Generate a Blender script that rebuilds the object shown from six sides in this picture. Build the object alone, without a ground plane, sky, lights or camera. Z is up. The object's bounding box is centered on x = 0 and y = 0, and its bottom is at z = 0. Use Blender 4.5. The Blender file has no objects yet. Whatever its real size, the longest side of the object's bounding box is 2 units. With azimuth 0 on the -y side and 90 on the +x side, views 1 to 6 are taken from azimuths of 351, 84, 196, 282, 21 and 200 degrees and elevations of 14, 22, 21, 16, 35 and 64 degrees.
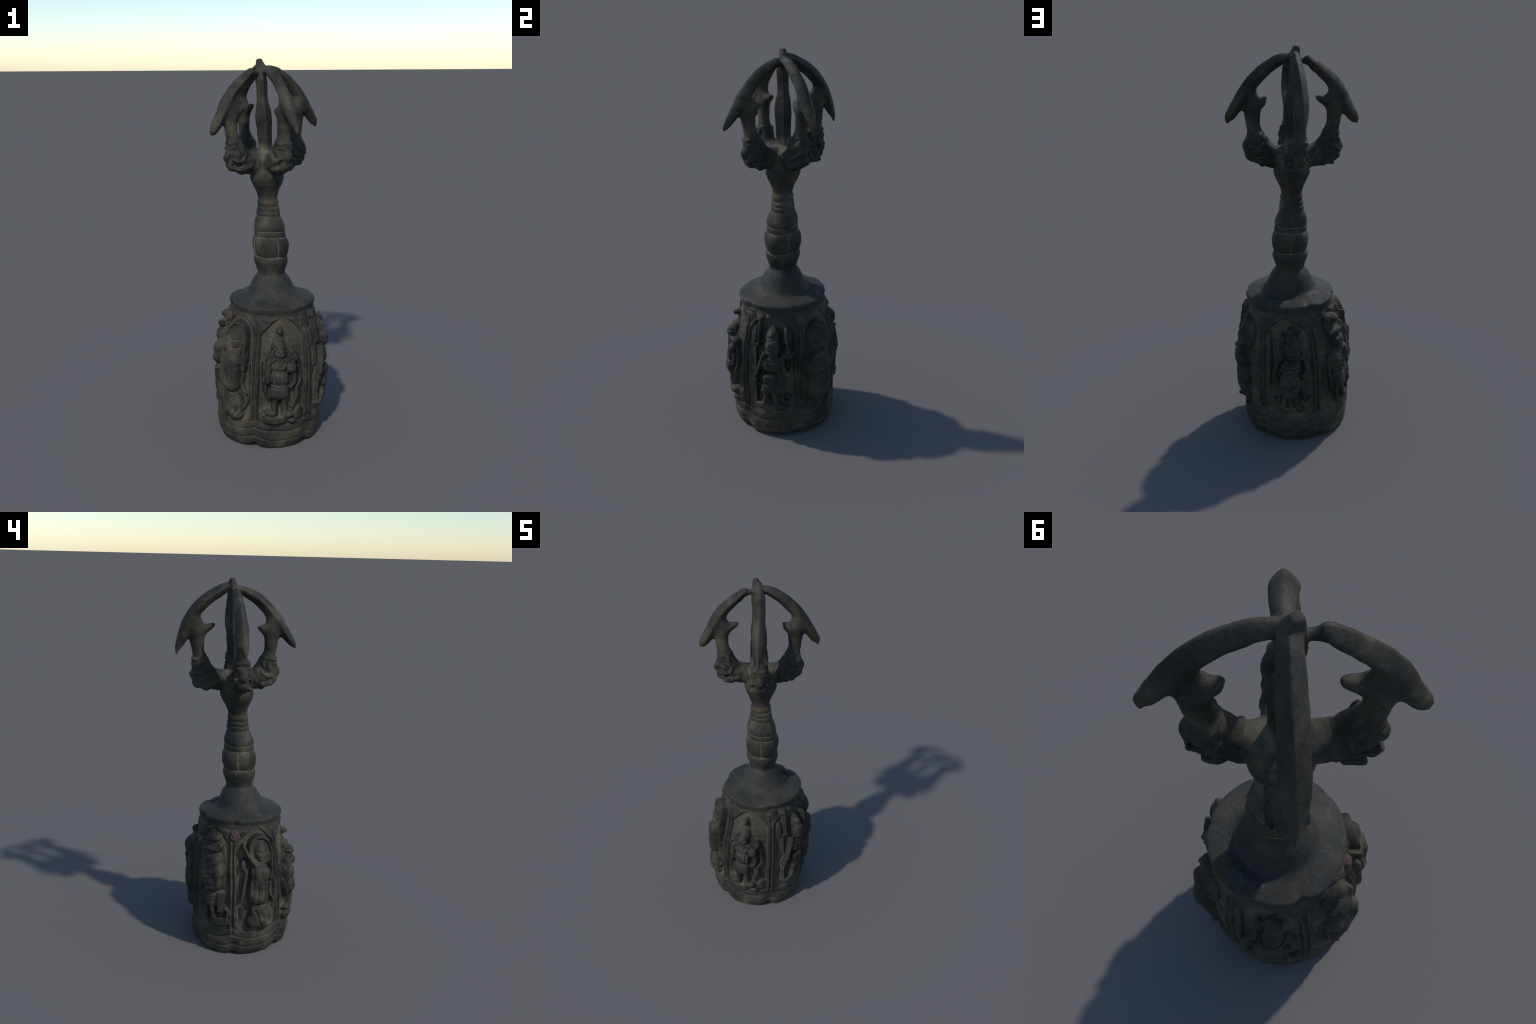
"""Weathered bronze ritual hand bell: a six-panelled bell body with figures in
relief, a turned grip and a five-pronged crown.  Everything is computed from
profiles, spines and relief primitives; the surface is one smooth skin split by
region into named parts."""
import bpy, math
import numpy as np
from mathutils import Vector

rng = np.random.default_rng(7)
TAU = 2 * math.pi

# ----------------------------------------------------------------- small tools
def smoothstep(a, b, x):
    t = np.clip((x - a) / (b - a), 0, 1)
    return t * t * (3 - 2 * t)

def smax(a, b, k):
    h = np.clip(0.5 + 0.5 * (a - b) / k, 0, 1)
    return b + (a - b) * h + k * h * (1 - h)

def smin(a, b, k):
    return -smax(-a, -b, k)

def wrap(d):
    return (d + 180.0) % 360.0 - 180.0

def interp(x, table):
    xs, ys = zip(*table)
    return np.interp(x, xs, ys)

def spline(x, table):
    """Monotone-ish cubic through a table of (x, y)."""
    xs = np.array([t[0] for t in table], float); ys = np.array([t[1] for t in table], float)
    m = np.gradient(ys, xs)
    d = np.diff(ys) / np.diff(xs)
    for i in range(1, len(xs) - 1):
        m[i] = 0 if d[i - 1] * d[i] <= 0 else 2 * d[i - 1] * d[i] / (d[i - 1] + d[i])
    x = np.clip(x, xs[0], xs[-1]); i = np.clip(np.searchsorted(xs, x) - 1, 0, len(xs) - 2)
    h = xs[i + 1] - xs[i]; t = (x - xs[i]) / h
    return ((2*t**3 - 3*t**2 + 1) * ys[i] + (t**3 - 2*t**2 + t) * h * m[i]
            + (-2*t**3 + 3*t**2) * ys[i + 1] + (t**3 - t**2) * h * m[i + 1])

_waves = [(rng.normal(size=3), rng.uniform(0, TAU)) for _ in range(28)]
def lumps(x, y, z, scale):
    """Smooth pseudo noise in about -1..1: a sum of random plane waves."""
    out = np.zeros(np.broadcast(x, y, z).shape)
    for v, p in _waves:
        out += np.sin((v[0] * x + v[1] * y + v[2] * z) * scale + p)
    return out / math.sqrt(len(_waves)) * 0.8

def blur(a, n, wrap_x=True):
    for _ in range(n):
        l = np.roll(a, 1, 1); r = np.roll(a, -1, 1)
        a = 0.25 * l + 0.5 * a + 0.25 * r
        u = np.vstack([a[:1], a[:-1]]); d = np.vstack([a[1:], a[-1:]])
        a = 0.25 * u + 0.5 * a + 0.25 * d
    return a

def vertex_normals(V, F):
    tri = np.concatenate([F[:, [0, 1, 2]], F[:, [0, 2, 3]]])
    n = np.cross(V[tri[:, 1]] - V[tri[:, 0]], V[tri[:, 2]] - V[tri[:, 0]])
    N = np.zeros_like(V)
    for k in range(3):
        for c in range(3):
            N[:, c] += np.bincount(tri[:, k], n[:, c], len(V))
    return N / np.maximum(np.linalg.norm(N, axis=1, keepdims=True), 1e-12)

def region_objects(V, F, label, spec):
    """Split one skin by face label into objects that share border vertices and
    the whole skin's normals.  spec: label -> (name, parent, [materials])
    label may carry a material slot in its fraction: 3.1 = part 3, slot 1."""
    N = vertex_normals(V, F); out = {}
    part = np.floor(label + 1e-6).astype(int); slot = np.rint((label - part) * 10).astype(int)
    for lab, (name, parent, mats) in spec.items():
        f = F[part == lab]
        if len(f) == 0:
            continue
        used, inv = np.unique(f, return_inverse=True)
        f = inv.reshape(-1, 4)
        me = bpy.data.meshes.new(name)
        me.vertices.add(len(used)); me.vertices.foreach_set('co', V[used].astype(np.float32).ravel())
        me.loops.add(f.size); me.loops.foreach_set('vertex_index', f.astype(np.int32).ravel())
        me.polygons.add(len(f)); me.polygons.foreach_set('loop_start', np.arange(0, f.size, 4, dtype=np.int32))
        me.update(calc_edges=True)
        for m in mats:
            me.materials.append(m)
        me.polygons.foreach_set('material_index', np.minimum(slot[part == lab], len(mats) - 1).astype(np.int32))
        me.polygons.foreach_set('use_smooth', np.ones(len(f), bool))
        me.normals_split_custom_set_from_vertices(N[used].tolist())
        ob = bpy.data.objects.new(name, me)
        bpy.context.scene.collection.objects.link(ob)
        ob.parent = parent
        out[lab] = ob
    return out

# ------------------------------------------------------------------- materials
def bronze(name, dark, mid, light, dust, dust_lo, dust_hi, rough=0.66, extra=None):
    m = bpy.data.materials.new(name); m.use_nodes = True
    nt = m.node_tree; N = nt.nodes; L = nt.links
    bsdf = N['Principled BSDF']
    tc = N.new('ShaderNodeTexCoord'); co = tc.outputs['Object']
    def noise(scale, detail, rough_=0.55, dist=0.0):
        n = N.new('ShaderNodeTexNoise'); n.inputs['Scale'].default_value = scale
        n.inputs['Detail'].default_value = detail; n.inputs['Roughness'].default_value = rough_
        n.inputs['Distortion'].default_value = dist
        L.new(co, n.inputs['Vector']); return n.outputs['Fac']
    def ramp(fac, stops):
        r = N.new('ShaderNodeValToRGB'); e = r.color_ramp.elements
        while len(e) < len(stops): e.new(0.5)
        for el, (p, c) in zip(e, stops):
            el.position = p; el.color = (*c, 1) if len(c) == 3 else c
        L.new(fac, r.inputs['Fac']); return r.outputs['Color']
    def mix(fac, a, b):
        x = N.new('ShaderNodeMix'); x.data_type = 'RGBA'
        for sock, v in ((x.inputs[0], fac), (x.inputs[6], a), (x.inputs[7], b)):
            if isinstance(v, tuple): sock.default_value = (*v, 1)
            elif isinstance(v, float): sock.default_value = v
            else: L.new(v, sock)
        return x.outputs[2]
    def math_(op, a, b=0.0, clamp=False):
        x = N.new('ShaderNodeMath'); x.operation = op; x.use_clamp = clamp
        for i, v in enumerate((a, b)):
            if isinstance(v, (int, float)): x.inputs[i].default_value = v
            else: L.new(v, x.inputs[i])
        return x.outputs[0]
    base = ramp(noise(7.0, 5, 0.6, 0.4), [(0.30, dark), (0.5, mid), (0.70, light)])
    # cool verdigris film and warm brown bare metal in soft patches
    green = ramp(noise(4.0, 4, 0.6, 0.8), [(0.50, (0, 0, 0)), (0.68, (1, 1, 1))])
    base = mix(math_('MULTIPLY', green, 0.4), base, (0.027, 0.035, 0.033))
    brown = ramp(noise(5.3, 3, 0.5, 0.5), [(0.56, (0, 0, 0)), (0.72, (1, 1, 1))])
    base = mix(math_('MULTIPLY', brown, 0.45), base, (0.044, 0.033, 0.025))
    gold = ramp(noise(9.0, 2), [(0.62, (0, 0, 0)), (0.76, (1, 1, 1))])
    base = mix(math_('MULTIPLY', gold, 0.5), base, (0.066, 0.052, 0.022))
    tone = ramp(noise(3.2, 6, 0.7, 0.6), [(0.34, (0.62, 0.66, 0.68)), (0.5, (1.0, 1.0, 1.0)), (0.66, (1.35, 1.30, 1.18))])
    tm = N.new('ShaderNodeMix'); tm.data_type = 'RGBA'; tm.blend_type = 'MULTIPLY'
    tm.inputs[0].default_value = 1.0; L.new(base, tm.inputs[6]); L.new(tone, tm.inputs[7]); base = tm.outputs[2]
    speck = ramp(noise(120.0, 3), [(0.36, (0.80, 0.80, 0.80)), (0.64, (1.15, 1.15, 1.15))])
    mul = N.new('ShaderNodeMix'); mul.data_type = 'RGBA'; mul.blend_type = 'MULTIPLY'
    mul.inputs[0].default_value = 1.0; L.new(base, mul.inputs[6]); L.new(speck, mul.inputs[7])
    base = mul.outputs[2]
    # pale earth lodged in the hollows of the casting
    geo = N.new('ShaderNodeNewGeometry')
    hollow = ramp(geo.outputs['Pointiness'], [(dust_lo, (1, 1, 1)), (dust_hi, (0, 0, 0))])
    patchy = ramp(noise(16.0, 4, 0.6), [(0.38, (0.1, 0.1, 0.1)), (0.62, (1, 1, 1))])
    base = mix(math_('MULTIPLY', hollow, patchy), base, dust)
    # highlights on convex edges, painted in by lightening the colour
    painted_edge_light = ramp(geo.outputs['Pointiness'], [(0.515, (0, 0, 0)), (0.57, (1, 1, 1))])
    base = mix(math_('MULTIPLY', math_('MULTIPLY', painted_edge_light, patchy), 0.6), base, (0.092, 0.081, 0.058))
    if extra: base = extra(N, L, co, base, mix, math_, ramp, noise)
    L.new(base, bsdf.inputs['Base Color'])
    bsdf.inputs['Roughness'].default_value = rough
    bsdf.inputs['Specular IOR Level'].default_value = 0.2
    rr = ramp(noise(30.0, 3), [(0.3, (rough - 0.08,) * 3), (0.7, (rough + 0.1,) * 3)])
    L.new(rr, bsdf.inputs['Roughness'])
    bump = N.new('ShaderNodeBump'); bump.inputs['Strength'].default_value = 0.4
    bump.inputs['Distance'].default_value = 0.004
    L.new(noise(70.0, 5, 0.65), bump.inputs['Height']); L.new(bump.outputs['Normal'], bsdf.inputs['Normal'])
    return m

def ring_gilding(N, L, co, base, mix, math_, ramp, noise):
    """Worn golden metal on the upper grip ring, on the -y side."""
    sep = N.new('ShaderNodeSeparateXYZ'); L.new(co, sep.inputs[0])
    z = math_('ABSOLUTE', math_('SUBTRACT', sep.outputs['Z'], 1.274))
    band = ramp(z, [(0.006, (1, 1, 1)), (0.012, (0, 0, 0))])
    front = ramp(math_('MULTIPLY', sep.outputs['Y'], -6.0), [(0.0, (0.25, 0.25, 0.25)), (0.25, (1, 1, 1))])
    n = ramp(noise(28.0, 3), [(0.42, (0, 0, 0)), (0.58, (1, 1, 1))])
    return mix(math_('MULTIPLY', math_('MULTIPLY', band, n), front), base, (0.075, 0.055, 0.022))

def hub_earth(N, L, co, base, mix, math_, ramp, noise):
    """Pale earth caught where the prongs spring from the hub."""
    d = N.new('ShaderNodeVectorMath'); d.operation = 'DISTANCE'; d.inputs[1].default_value = (-.008, .028, 1.485)
    L.new(co, d.inputs[0])
    near = ramp(math_('MULTIPLY', d.outputs['Value'], 6.0), [(0.38, (1, 1, 1)), (0.66, (0, 0, 0))])
    n = ramp(noise(18.0, 5, 0.65), [(0.36, (0.15, 0.15, 0.15)), (0.6, (0.95, 0.95, 0.95))])
    return mix(math_('MULTIPLY', near, n), base, (0.140, 0.124, 0.092))

DARK, MID, LIGHT = (0.018, 0.0185, 0.0165), (0.036, 0.0335, 0.027), (0.074, 0.066, 0.049)
DUST = (0.105, 0.092, 0.064)
mat_bronze = bronze('dark_bronze', DARK, MID, LIGHT, DUST, 0.44, 0.49)
mat_grip = bronze('grip_bronze', DARK, MID, LIGHT, DUST, 0.44, 0.49, extra=ring_gilding)
mat_crown = bronze('crown_bronze', DARK, MID, LIGHT, DUST, 0.44, 0.49, extra=hub_earth)
mat_shoulder = bronze('shoulder_bronze', (0.022, 0.024, 0.023), (0.034, 0.033, 0.029), (0.052, 0.047, 0.040), DUST, 0.42, 0.47)
mat_field = bronze('dusty_bronze', (0.032, 0.031, 0.025), (0.062, 0.057, 0.043), (0.112, 0.098, 0.068), DUST, 0.45, 0.5, 0.75)
mat_seam = bronze('earth_in_seams', (0.065, 0.061, 0.048), (0.100, 0.093, 0.070), (0.140, 0.126, 0.092), DUST, 0.40, 0.45, 0.8)
mat_red = bronze('reddish_bronze', (0.045, 0.033, 0.029), (0.066, 0.044, 0.039), (0.085, 0.057, 0.050), DUST, 0.42, 0.47, 0.75)

mat_vein = bronze('pale_veins', (0.034, 0.036, 0.033), (0.054, 0.055, 0.049), (0.075, 0.074, 0.064), DUST, 0.40, 0.45, 0.75)

root = bpy.data.objects.new('ritual_hand_bell', None)
bpy.context.scene.collection.objects.link(root)
root['label'] = 'weathered dark bronze hand bell with five-pronged crown and relief figures'
root['category'] = 'hand bell'

# ------------------------------------------------------------------- bell body
# relief primitives per panel, azimuth in degrees (0 = -y, 90 = +x), metres:
#  e: azimuth, height, half width, half height, turn, relief, flatness of top[, squareness]
#  c: a limb or ribbon along (azimuth, height) points with half widths, relief
#  g: a chased line with half width and depth
FIGURES = {
    "A": [
      ('e', 358.2, 0.426, 0.077, 0.142, 0, 0.002, 4.0, 3.0),
      ('c', [(358.5, 0.668), (358.3, 0.627), (357.9, 0.582), (357.6, 0.539)], [0.0083, 0.0203, 0.0341, 0.0460], 0.004, 5.0),
      ('e', 359.0, 0.648, 0.018, 0.019, 0, 0.036, 2.2),
      ('e', 358.0, 0.568, 0.039, 0.032, 0, 0.036, 2.6),
      ('e', 358.4, 0.538, 0.032, 0.033, 0, 0.053, 2.6),
      ('e', 358.4, 0.541, 0.031, 0.035, 0, 0.054, 2.6),
      ('c', [(347.8, 0.499), (357.8, 0.506), (8.2, 0.494)], [0.0193, 0.0230, 0.0212], 0.042),
      ('e', 358.4, 0.472, 0.051, 0.042, 0, 0.044, 3.0, 2.6),
      ('c', [(347.6, 0.497), (346.9, 0.445), (346.5, 0.393)], [0.0193, 0.0212, 0.0203], 0.050),
      ('c', [(343.9, 0.383), (344.6, 0.340), (347.4, 0.299)], [0.0157, 0.0184, 0.0166], 0.032),
      ('e', 10.7, 0.461, 0.030, 0.033, 0, 0.051, 2.8, 2.5),
      ('c', [(13.7, 0.427), (14.7, 0.383), (10.2, 0.357)], [0.0184, 0.0184, 0.0138], 0.035),
      ('e', 15.9, 0.507, 0.024, 0.028, 0, 0.042, 2.4),
      ('e', 358.7, 0.407, 0.046, 0.038, 0, 0.047, 3.5, 3.5),
      ('e', 358.1, 0.337, 0.051, 0.048, 0, 0.050, 3.5, 3.2),
      ('c', [(354.0, 0.301), (353.9, 0.227)], [0.0193, 0.0193], 0.034),
      ('c', [(3.4, 0.298), (5.3, 0.213)], [0.0193, 0.0184], 0.034),
      ('c', [(18.9, 0.488), (22.4, 0.428), (22.2, 0.380), (17.6, 0.346), (17.4, 0.297), (12.8, 0.242)], [0.0092, 0.0111, 0.0120, 0.0129, 0.0120, 0.0101], 0.024),
      ('c', [(338.8, 0.481), (340.0, 0.406), (342.5, 0.339)], [0.0074, 0.0083, 0.0083], 0.012),
      ('e', 350.4, 0.213, 0.040, 0.019, -8, 0.036, 2.4),
      ('e', 354.2, 0.174, 0.067, 0.024, 0, 0.032, 4.0, 3.0),
      ('e', 8.0, 0.199, 0.036, 0.022, 0, 0.034, 2.4),
      ('e', 13.3, 0.163, 0.032, 0.016, -10, 0.028, 2.4),
      ('e', 24.4, 0.191, 0.028, 0.040, -15, 0.010, 3.0),
      ('g', [(354.0, 0.499), (358.2, 0.463), (3.7, 0.494)], [0.0046], 0.012),
      ('g', [(350.9, 0.451), (358.4, 0.448), (6.1, 0.448)], [0.0051], 0.012),
      ('g', [(349.3, 0.373), (358.1, 0.368), (7.2, 0.369)], [0.0041], 0.007),
      ('g', [(349.4, 0.357), (358.2, 0.353), (7.2, 0.353)], [0.0032], 0.005),
      ('g', [(352.8, 0.436), (352.8, 0.384)], [0.0037], 0.006),
      ('g', [(355.6, 0.440), (355.7, 0.383)], [0.0037], 0.006),
      ('g', [(359.8, 0.439), (359.9, 0.382)], [0.0037], 0.006),
      ('g', [(4.2, 0.433), (4.2, 0.380)], [0.0037], 0.006),
      ('g', [(355.4, 0.523), (358.3, 0.518), (1.5, 0.522)], [0.0041], 0.012),
      ('g', [(353.2, 0.546), (356.9, 0.542)], [0.0041], 0.013),
      ('g', [(0.2, 0.541), (4.2, 0.544)], [0.0041], 0.013),
      ('g', [(351.3, 0.542), (353.6, 0.568), (358.4, 0.577), (3.3, 0.566), (5.8, 0.539)], [0.0041], 0.013),
      ('g', [(358.9, 0.290), (359.3, 0.226)], [0.0051], 0.010),
      ('g', [(343.6, 0.482), (343.6, 0.398)], [0.0037], 0.006),
      ('g', [(348.1, 0.483), (347.8, 0.398)], [0.0032], 0.006),
      ('g', [(10.2, 0.495), (6.1, 0.479), (6.1, 0.436)], [0.0041], 0.008),
      ('g', [(344.5, 0.195), (351.9, 0.193), (3.0, 0.194)], [0.0037], 0.007),
    ],
    "B": [
      ('e', 304.8, 0.420, 0.071, 0.199, 0, 0.002, 4.0, 3.0),
      ('e', 307.1, 0.593, 0.068, 0.087, 0, 0.030, 4.0, 2.3),
      ('c', [(295.6, 0.551), (293.6, 0.604), (298.3, 0.652), (307.0, 0.670), (316.9, 0.648), (320.7, 0.582), (319.3, 0.506)], [0.0101, 0.0111, 0.0129, 0.0138, 0.0129, 0.0120, 0.0111], 0.044),
      ('e', 307.7, 0.595, 0.040, 0.057, 0, 0.056, 2.6),
      ('c', [(287.6, 0.626), (292.6, 0.576), (299.7, 0.528), (308.5, 0.492)], [0.0101, 0.0129, 0.0157, 0.0184], 0.046),
      ('e', 287.0, 0.520, 0.017, 0.037, 0, 0.036, 2.4),
      ('c', [(290.7, 0.486), (288.0, 0.408), (285.4, 0.327)], [0.0138, 0.0138, 0.0111], 0.032),
      ('e', 305.7, 0.479, 0.055, 0.046, 0, 0.068, 3.0, 2.3),
      ('c', [(319.0, 0.569), (320.2, 0.505), (319.1, 0.436)], [0.0138, 0.0184, 0.0157], 0.036),
      ('e', 303.6, 0.456, 0.023, 0.040, 0, 0.064, 2.6),
      ('e', 304.9, 0.435, 0.052, 0.055, 0, 0.058, 3.0, 2.6),
      ('e', 303.7, 0.376, 0.056, 0.076, 0, 0.058, 3.5, 3.0),
      ('e', 306.9, 0.239, 0.067, 0.073, 0, 0.050, 3.5, 2.6),
      ('e', 297.4, 0.204, 0.038, 0.044, 0, 0.044, 2.8, 2.4),
      ('e', 310.1, 0.188, 0.047, 0.034, 0, 0.042, 2.8, 2.4),
      ('c', [(316.4, 0.470), (318.6, 0.407), (317.6, 0.357), (323.2, 0.307)], [0.0092, 0.0111, 0.0111, 0.0092], 0.024),
      ('c', [(324.7, 0.460), (326.6, 0.365), (325.2, 0.273), (318.8, 0.214)], [0.0083, 0.0092, 0.0101, 0.0092], 0.016),
      ('e', 285.5, 0.249, 0.014, 0.036, 0, 0.010, 2.4),
      ('g', [(292.7, 0.312), (301.1, 0.296), (312.3, 0.296)], [0.0060], 0.014),
      ('g', [(301.1, 0.413), (300.7, 0.306)], [0.0046], 0.010),
      ('g', [(306.9, 0.419), (307.2, 0.311)], [0.0037], 0.006),
      ('g', [(296.1, 0.405), (295.6, 0.314)], [0.0032], 0.005),
      ('g', [(298.6, 0.287), (301.2, 0.233), (304.8, 0.178)], [0.0046], 0.010),
      ('g', [(309.5, 0.278), (313.0, 0.195)], [0.0037], 0.006),
      ('g', [(304.8, 0.277), (306.4, 0.218)], [0.0032], 0.005),
      ('g', [(297.2, 0.508), (296.6, 0.420)], [0.0051], 0.012),
      ('g', [(307.1, 0.453), (307.7, 0.418)], [0.0037], 0.007),
      ('g', [(302.0, 0.598), (305.9, 0.593)], [0.0037], 0.007),
      ('g', [(310.0, 0.590), (314.1, 0.590)], [0.0037], 0.007),
      ('g', [(305.0, 0.566), (309.9, 0.562)], [0.0037], 0.007),
      ('g', [(316.4, 0.265), (317.6, 0.221), (310.7, 0.172)], [0.0037], 0.006),
    ],
    "E": [
      ('e', 252.6, 0.428, 0.071, 0.208, 0, 0.002, 4.0, 3.0),
      ('e', 249.2, 0.629, 0.064, 0.056, 0, 0.026, 3.0),
      ('e', 253.4, 0.655, 0.033, 0.022, 25, 0.046, 2.4),
      ('c', [(239.5, 0.594), (246.5, 0.601), (256.7, 0.600), (261.6, 0.625)], [0.0111, 0.0184, 0.0203, 0.0120], 0.048),
      ('e', 252.2, 0.543, 0.046, 0.045, 0, 0.052, 3.0),
      ('e', 253.8, 0.506, 0.043, 0.031, 0, 0.040, 2.6),
      ('e', 260.0, 0.475, 0.031, 0.038, 0, 0.052, 2.6),
      ('c', [(260.1, 0.466), (259.8, 0.401), (248.9, 0.381)], [0.0203, 0.0212, 0.0193], 0.052),
      ('e', 249.6, 0.435, 0.066, 0.074, 0, 0.046, 3.0, 2.6),
      ('e', 243.7, 0.452, 0.032, 0.039, 0, 0.050, 2.4),
      ('e', 250.9, 0.327, 0.066, 0.057, 0, 0.042, 3.0, 2.8),
      ('c', [(262.3, 0.357), (260.7, 0.304), (260.4, 0.257)], [0.0166, 0.0166, 0.0147], 0.036),
      ('c', [(252.1, 0.305), (254.0, 0.219)], [0.0221, 0.0175], 0.038),
      ('c', [(243.6, 0.292), (245.1, 0.206)], [0.0193, 0.0166], 0.034),
      ('c', [(262.0, 0.233), (266.6, 0.273), (270.3, 0.255), (268.4, 0.218)], [0.0101, 0.0129, 0.0129, 0.0120], 0.028),
      ('e', 259.0, 0.193, 0.073, 0.025, 5, 0.030, 4.0, 3.0),
      ('c', [(236.3, 0.466), (236.0, 0.363), (238.9, 0.264)], [0.0101, 0.0120, 0.0101], 0.024),
      ('g', [(248.4, 0.353), (256.4, 0.358), (264.3, 0.369)], [0.0055], 0.013),
      ('g', [(244.9, 0.459), (249.4, 0.454), (255.6, 0.471)], [0.0041], 0.008),
      ('g', [(253.8, 0.484), (252.7, 0.418)], [0.0041], 0.008),
      ('g', [(243.6, 0.561), (253.9, 0.567), (260.2, 0.572)], [0.0051], 0.012),
      ('g', [(244.0, 0.432), (250.4, 0.423)], [0.0037], 0.007),
      ('g', [(257.5, 0.352), (257.2, 0.259)], [0.0060], 0.012),
      ('g', [(246.0, 0.327), (256.0, 0.337)], [0.0037], 0.006),
      ('g', [(246.1, 0.307), (256.0, 0.317)], [0.0037], 0.006),
      ('g', [(243.0, 0.623), (251.3, 0.622), (257.2, 0.641)], [0.0041], 0.008),
      ('g', [(248.5, 0.532), (254.0, 0.535)], [0.0037], 0.007),
      ('g', [(248.5, 0.513), (255.0, 0.517)], [0.0037], 0.007),
      ('g', [(257.3, 0.413), (260.3, 0.436)], [0.0032], 0.006),
    ],
    "C": [
      ('e', 192.4, 0.422, 0.068, 0.209, 0, 0.002, 4.0, 3.0),
      ('e', 193.6, 0.630, 0.019, 0.025, 0, 0.036, 2.4),
      ('e', 184.4, 0.598, 0.016, 0.032, 5, 0.028, 2.4),
      ('e', 203.8, 0.597, 0.015, 0.035, -3, 0.028, 2.4),
      ('e', 194.3, 0.597, 0.034, 0.028, 0, 0.028, 2.6),
      ('e', 195.0, 0.544, 0.039, 0.056, 0, 0.058, 2.6, 2.3),
      ('c', [(187.0, 0.508), (190.6, 0.483), (195.2, 0.475), (200.4, 0.487), (203.5, 0.512)], [0.0081, 0.0099, 0.0108, 0.0099, 0.0081], 0.048),
      ('e', 193.1, 0.451, 0.051, 0.047, 0, 0.046, 3.0, 2.6),
      ('c', [(183.7, 0.507), (179.0, 0.471), (175.0, 0.398)], [0.0161, 0.0152, 0.0126], 0.034),
      ('c', [(205.3, 0.506), (208.7, 0.470), (208.9, 0.426), (204.7, 0.404)], [0.0161, 0.0170, 0.0161, 0.0135], 0.036),
      ('e', 207.4, 0.397, 0.020, 0.019, 0, 0.036, 2.4),
      ('e', 175.8, 0.384, 0.018, 0.022, 0, 0.028, 2.4),
      ('e', 191.5, 0.363, 0.057, 0.064, 0, 0.042, 3.5, 2.8),
      ('e', 190.4, 0.308, 0.047, 0.038, 0, 0.038, 3.0, 2.6),
      ('c', [(184.9, 0.281), (183.6, 0.227), (179.2, 0.208)], [0.0161, 0.0144, 0.0126], 0.028),
      ('c', [(197.3, 0.282), (197.8, 0.229), (201.7, 0.206)], [0.0161, 0.0144, 0.0126], 0.028),
      ('c', [(191.4, 0.288), (191.4, 0.197)], [0.0099, 0.0090], 0.026),
      ('c', [(180.4, 0.351), (179.7, 0.272), (176.6, 0.243), (173.9, 0.262)], [0.0090, 0.0099, 0.0117, 0.0099], 0.024),
      ('c', [(204.4, 0.373), (204.3, 0.300), (208.1, 0.250), (212.5, 0.267)], [0.0090, 0.0099, 0.0126, 0.0108], 0.024),
      ('e', 192.1, 0.200, 0.072, 0.019, 0, 0.022, 4.0, 3.0),
      ('c', [(167.8, 0.618), (169.8, 0.493), (168.5, 0.339)], [0.0099, 0.0117, 0.0099], 0.014),
      ('g', [(184.9, 0.464), (193.7, 0.460), (201.6, 0.467)], [0.0040], 0.006),
      ('g', [(183.8, 0.439), (193.5, 0.436), (201.3, 0.442)], [0.0040], 0.006),
      ('g', [(180.8, 0.410), (191.9, 0.409), (201.5, 0.412)], [0.0045], 0.009),
      ('g', [(197.2, 0.540), (201.0, 0.537)], [0.0045], 0.009),
      ('g', [(189.0, 0.539), (192.9, 0.537)], [0.0040], 0.009),
      ('g', [(191.3, 0.513), (196.9, 0.512)], [0.0040], 0.008),
      ('g', [(183.0, 0.332), (191.2, 0.324), (199.5, 0.334)], [0.0040], 0.007),
      ('g', [(207.2, 0.461), (205.1, 0.423)], [0.0036], 0.007),
      ('g', [(209.3, 0.479), (210.4, 0.429)], [0.0031], 0.005),
      ('g', [(186.3, 0.395), (189.8, 0.376), (189.6, 0.350)], [0.0040], 0.007),
      ('g', [(197.3, 0.396), (194.3, 0.366)], [0.0036], 0.006),
      ('g', [(195.1, 0.574), (195.1, 0.551)], [0.0031], 0.004),
      ('g', [(185.1, 0.307), (191.0, 0.298), (197.5, 0.308)], [0.0036], 0.006),
    ],
    "D": [
      ('e', 69.2, 0.416, 0.082, 0.221, 0, 0.002, 4.0, 3.0),
      ('e', 70.1, 0.603, 0.039, 0.052, 0, 0.044, 2.6),
      ('e', 69.4, 0.624, 0.018, 0.018, 0, 0.058, 2.4),
      ('e', 70.3, 0.555, 0.040, 0.062, 0, 0.062, 2.8, 2.3),
      ('e', 85.5, 0.628, 0.014, 0.028, 0, 0.044, 2.4),
      ('c', [(85.5, 0.618), (85.8, 0.570), (86.5, 0.527)], [0.0117, 0.0135, 0.0206], 0.042),
      ('c', [(80.7, 0.516), (88.3, 0.500), (92.8, 0.520)], [0.0126, 0.0144, 0.0126], 0.040),
      ('e', 69.1, 0.457, 0.052, 0.047, 0, 0.044, 3.0, 2.6),
      ('c', [(60.9, 0.507), (57.0, 0.448), (52.3, 0.375)], [0.0161, 0.0152, 0.0135], 0.040),
      ('e', 51.7, 0.350, 0.019, 0.025, 0, 0.036, 2.4),
      ('c', [(51.1, 0.341), (51.3, 0.215)], [0.0099, 0.0099], 0.022),
      ('c', [(80.7, 0.495), (81.5, 0.444), (85.1, 0.403), (89.9, 0.416), (90.6, 0.472)], [0.0179, 0.0144, 0.0126, 0.0117, 0.0099], 0.032),
      ('e', 67.7, 0.374, 0.041, 0.036, 0, 0.048, 3.0, 2.6),
      ('e', 68.2, 0.320, 0.050, 0.041, 0, 0.044, 3.2, 2.8),
      ('e', 61.6, 0.302, 0.018, 0.022, 0, 0.048, 2.4),
      ('c', [(64.0, 0.285), (61.4, 0.228)], [0.0161, 0.0152], 0.036),
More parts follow.
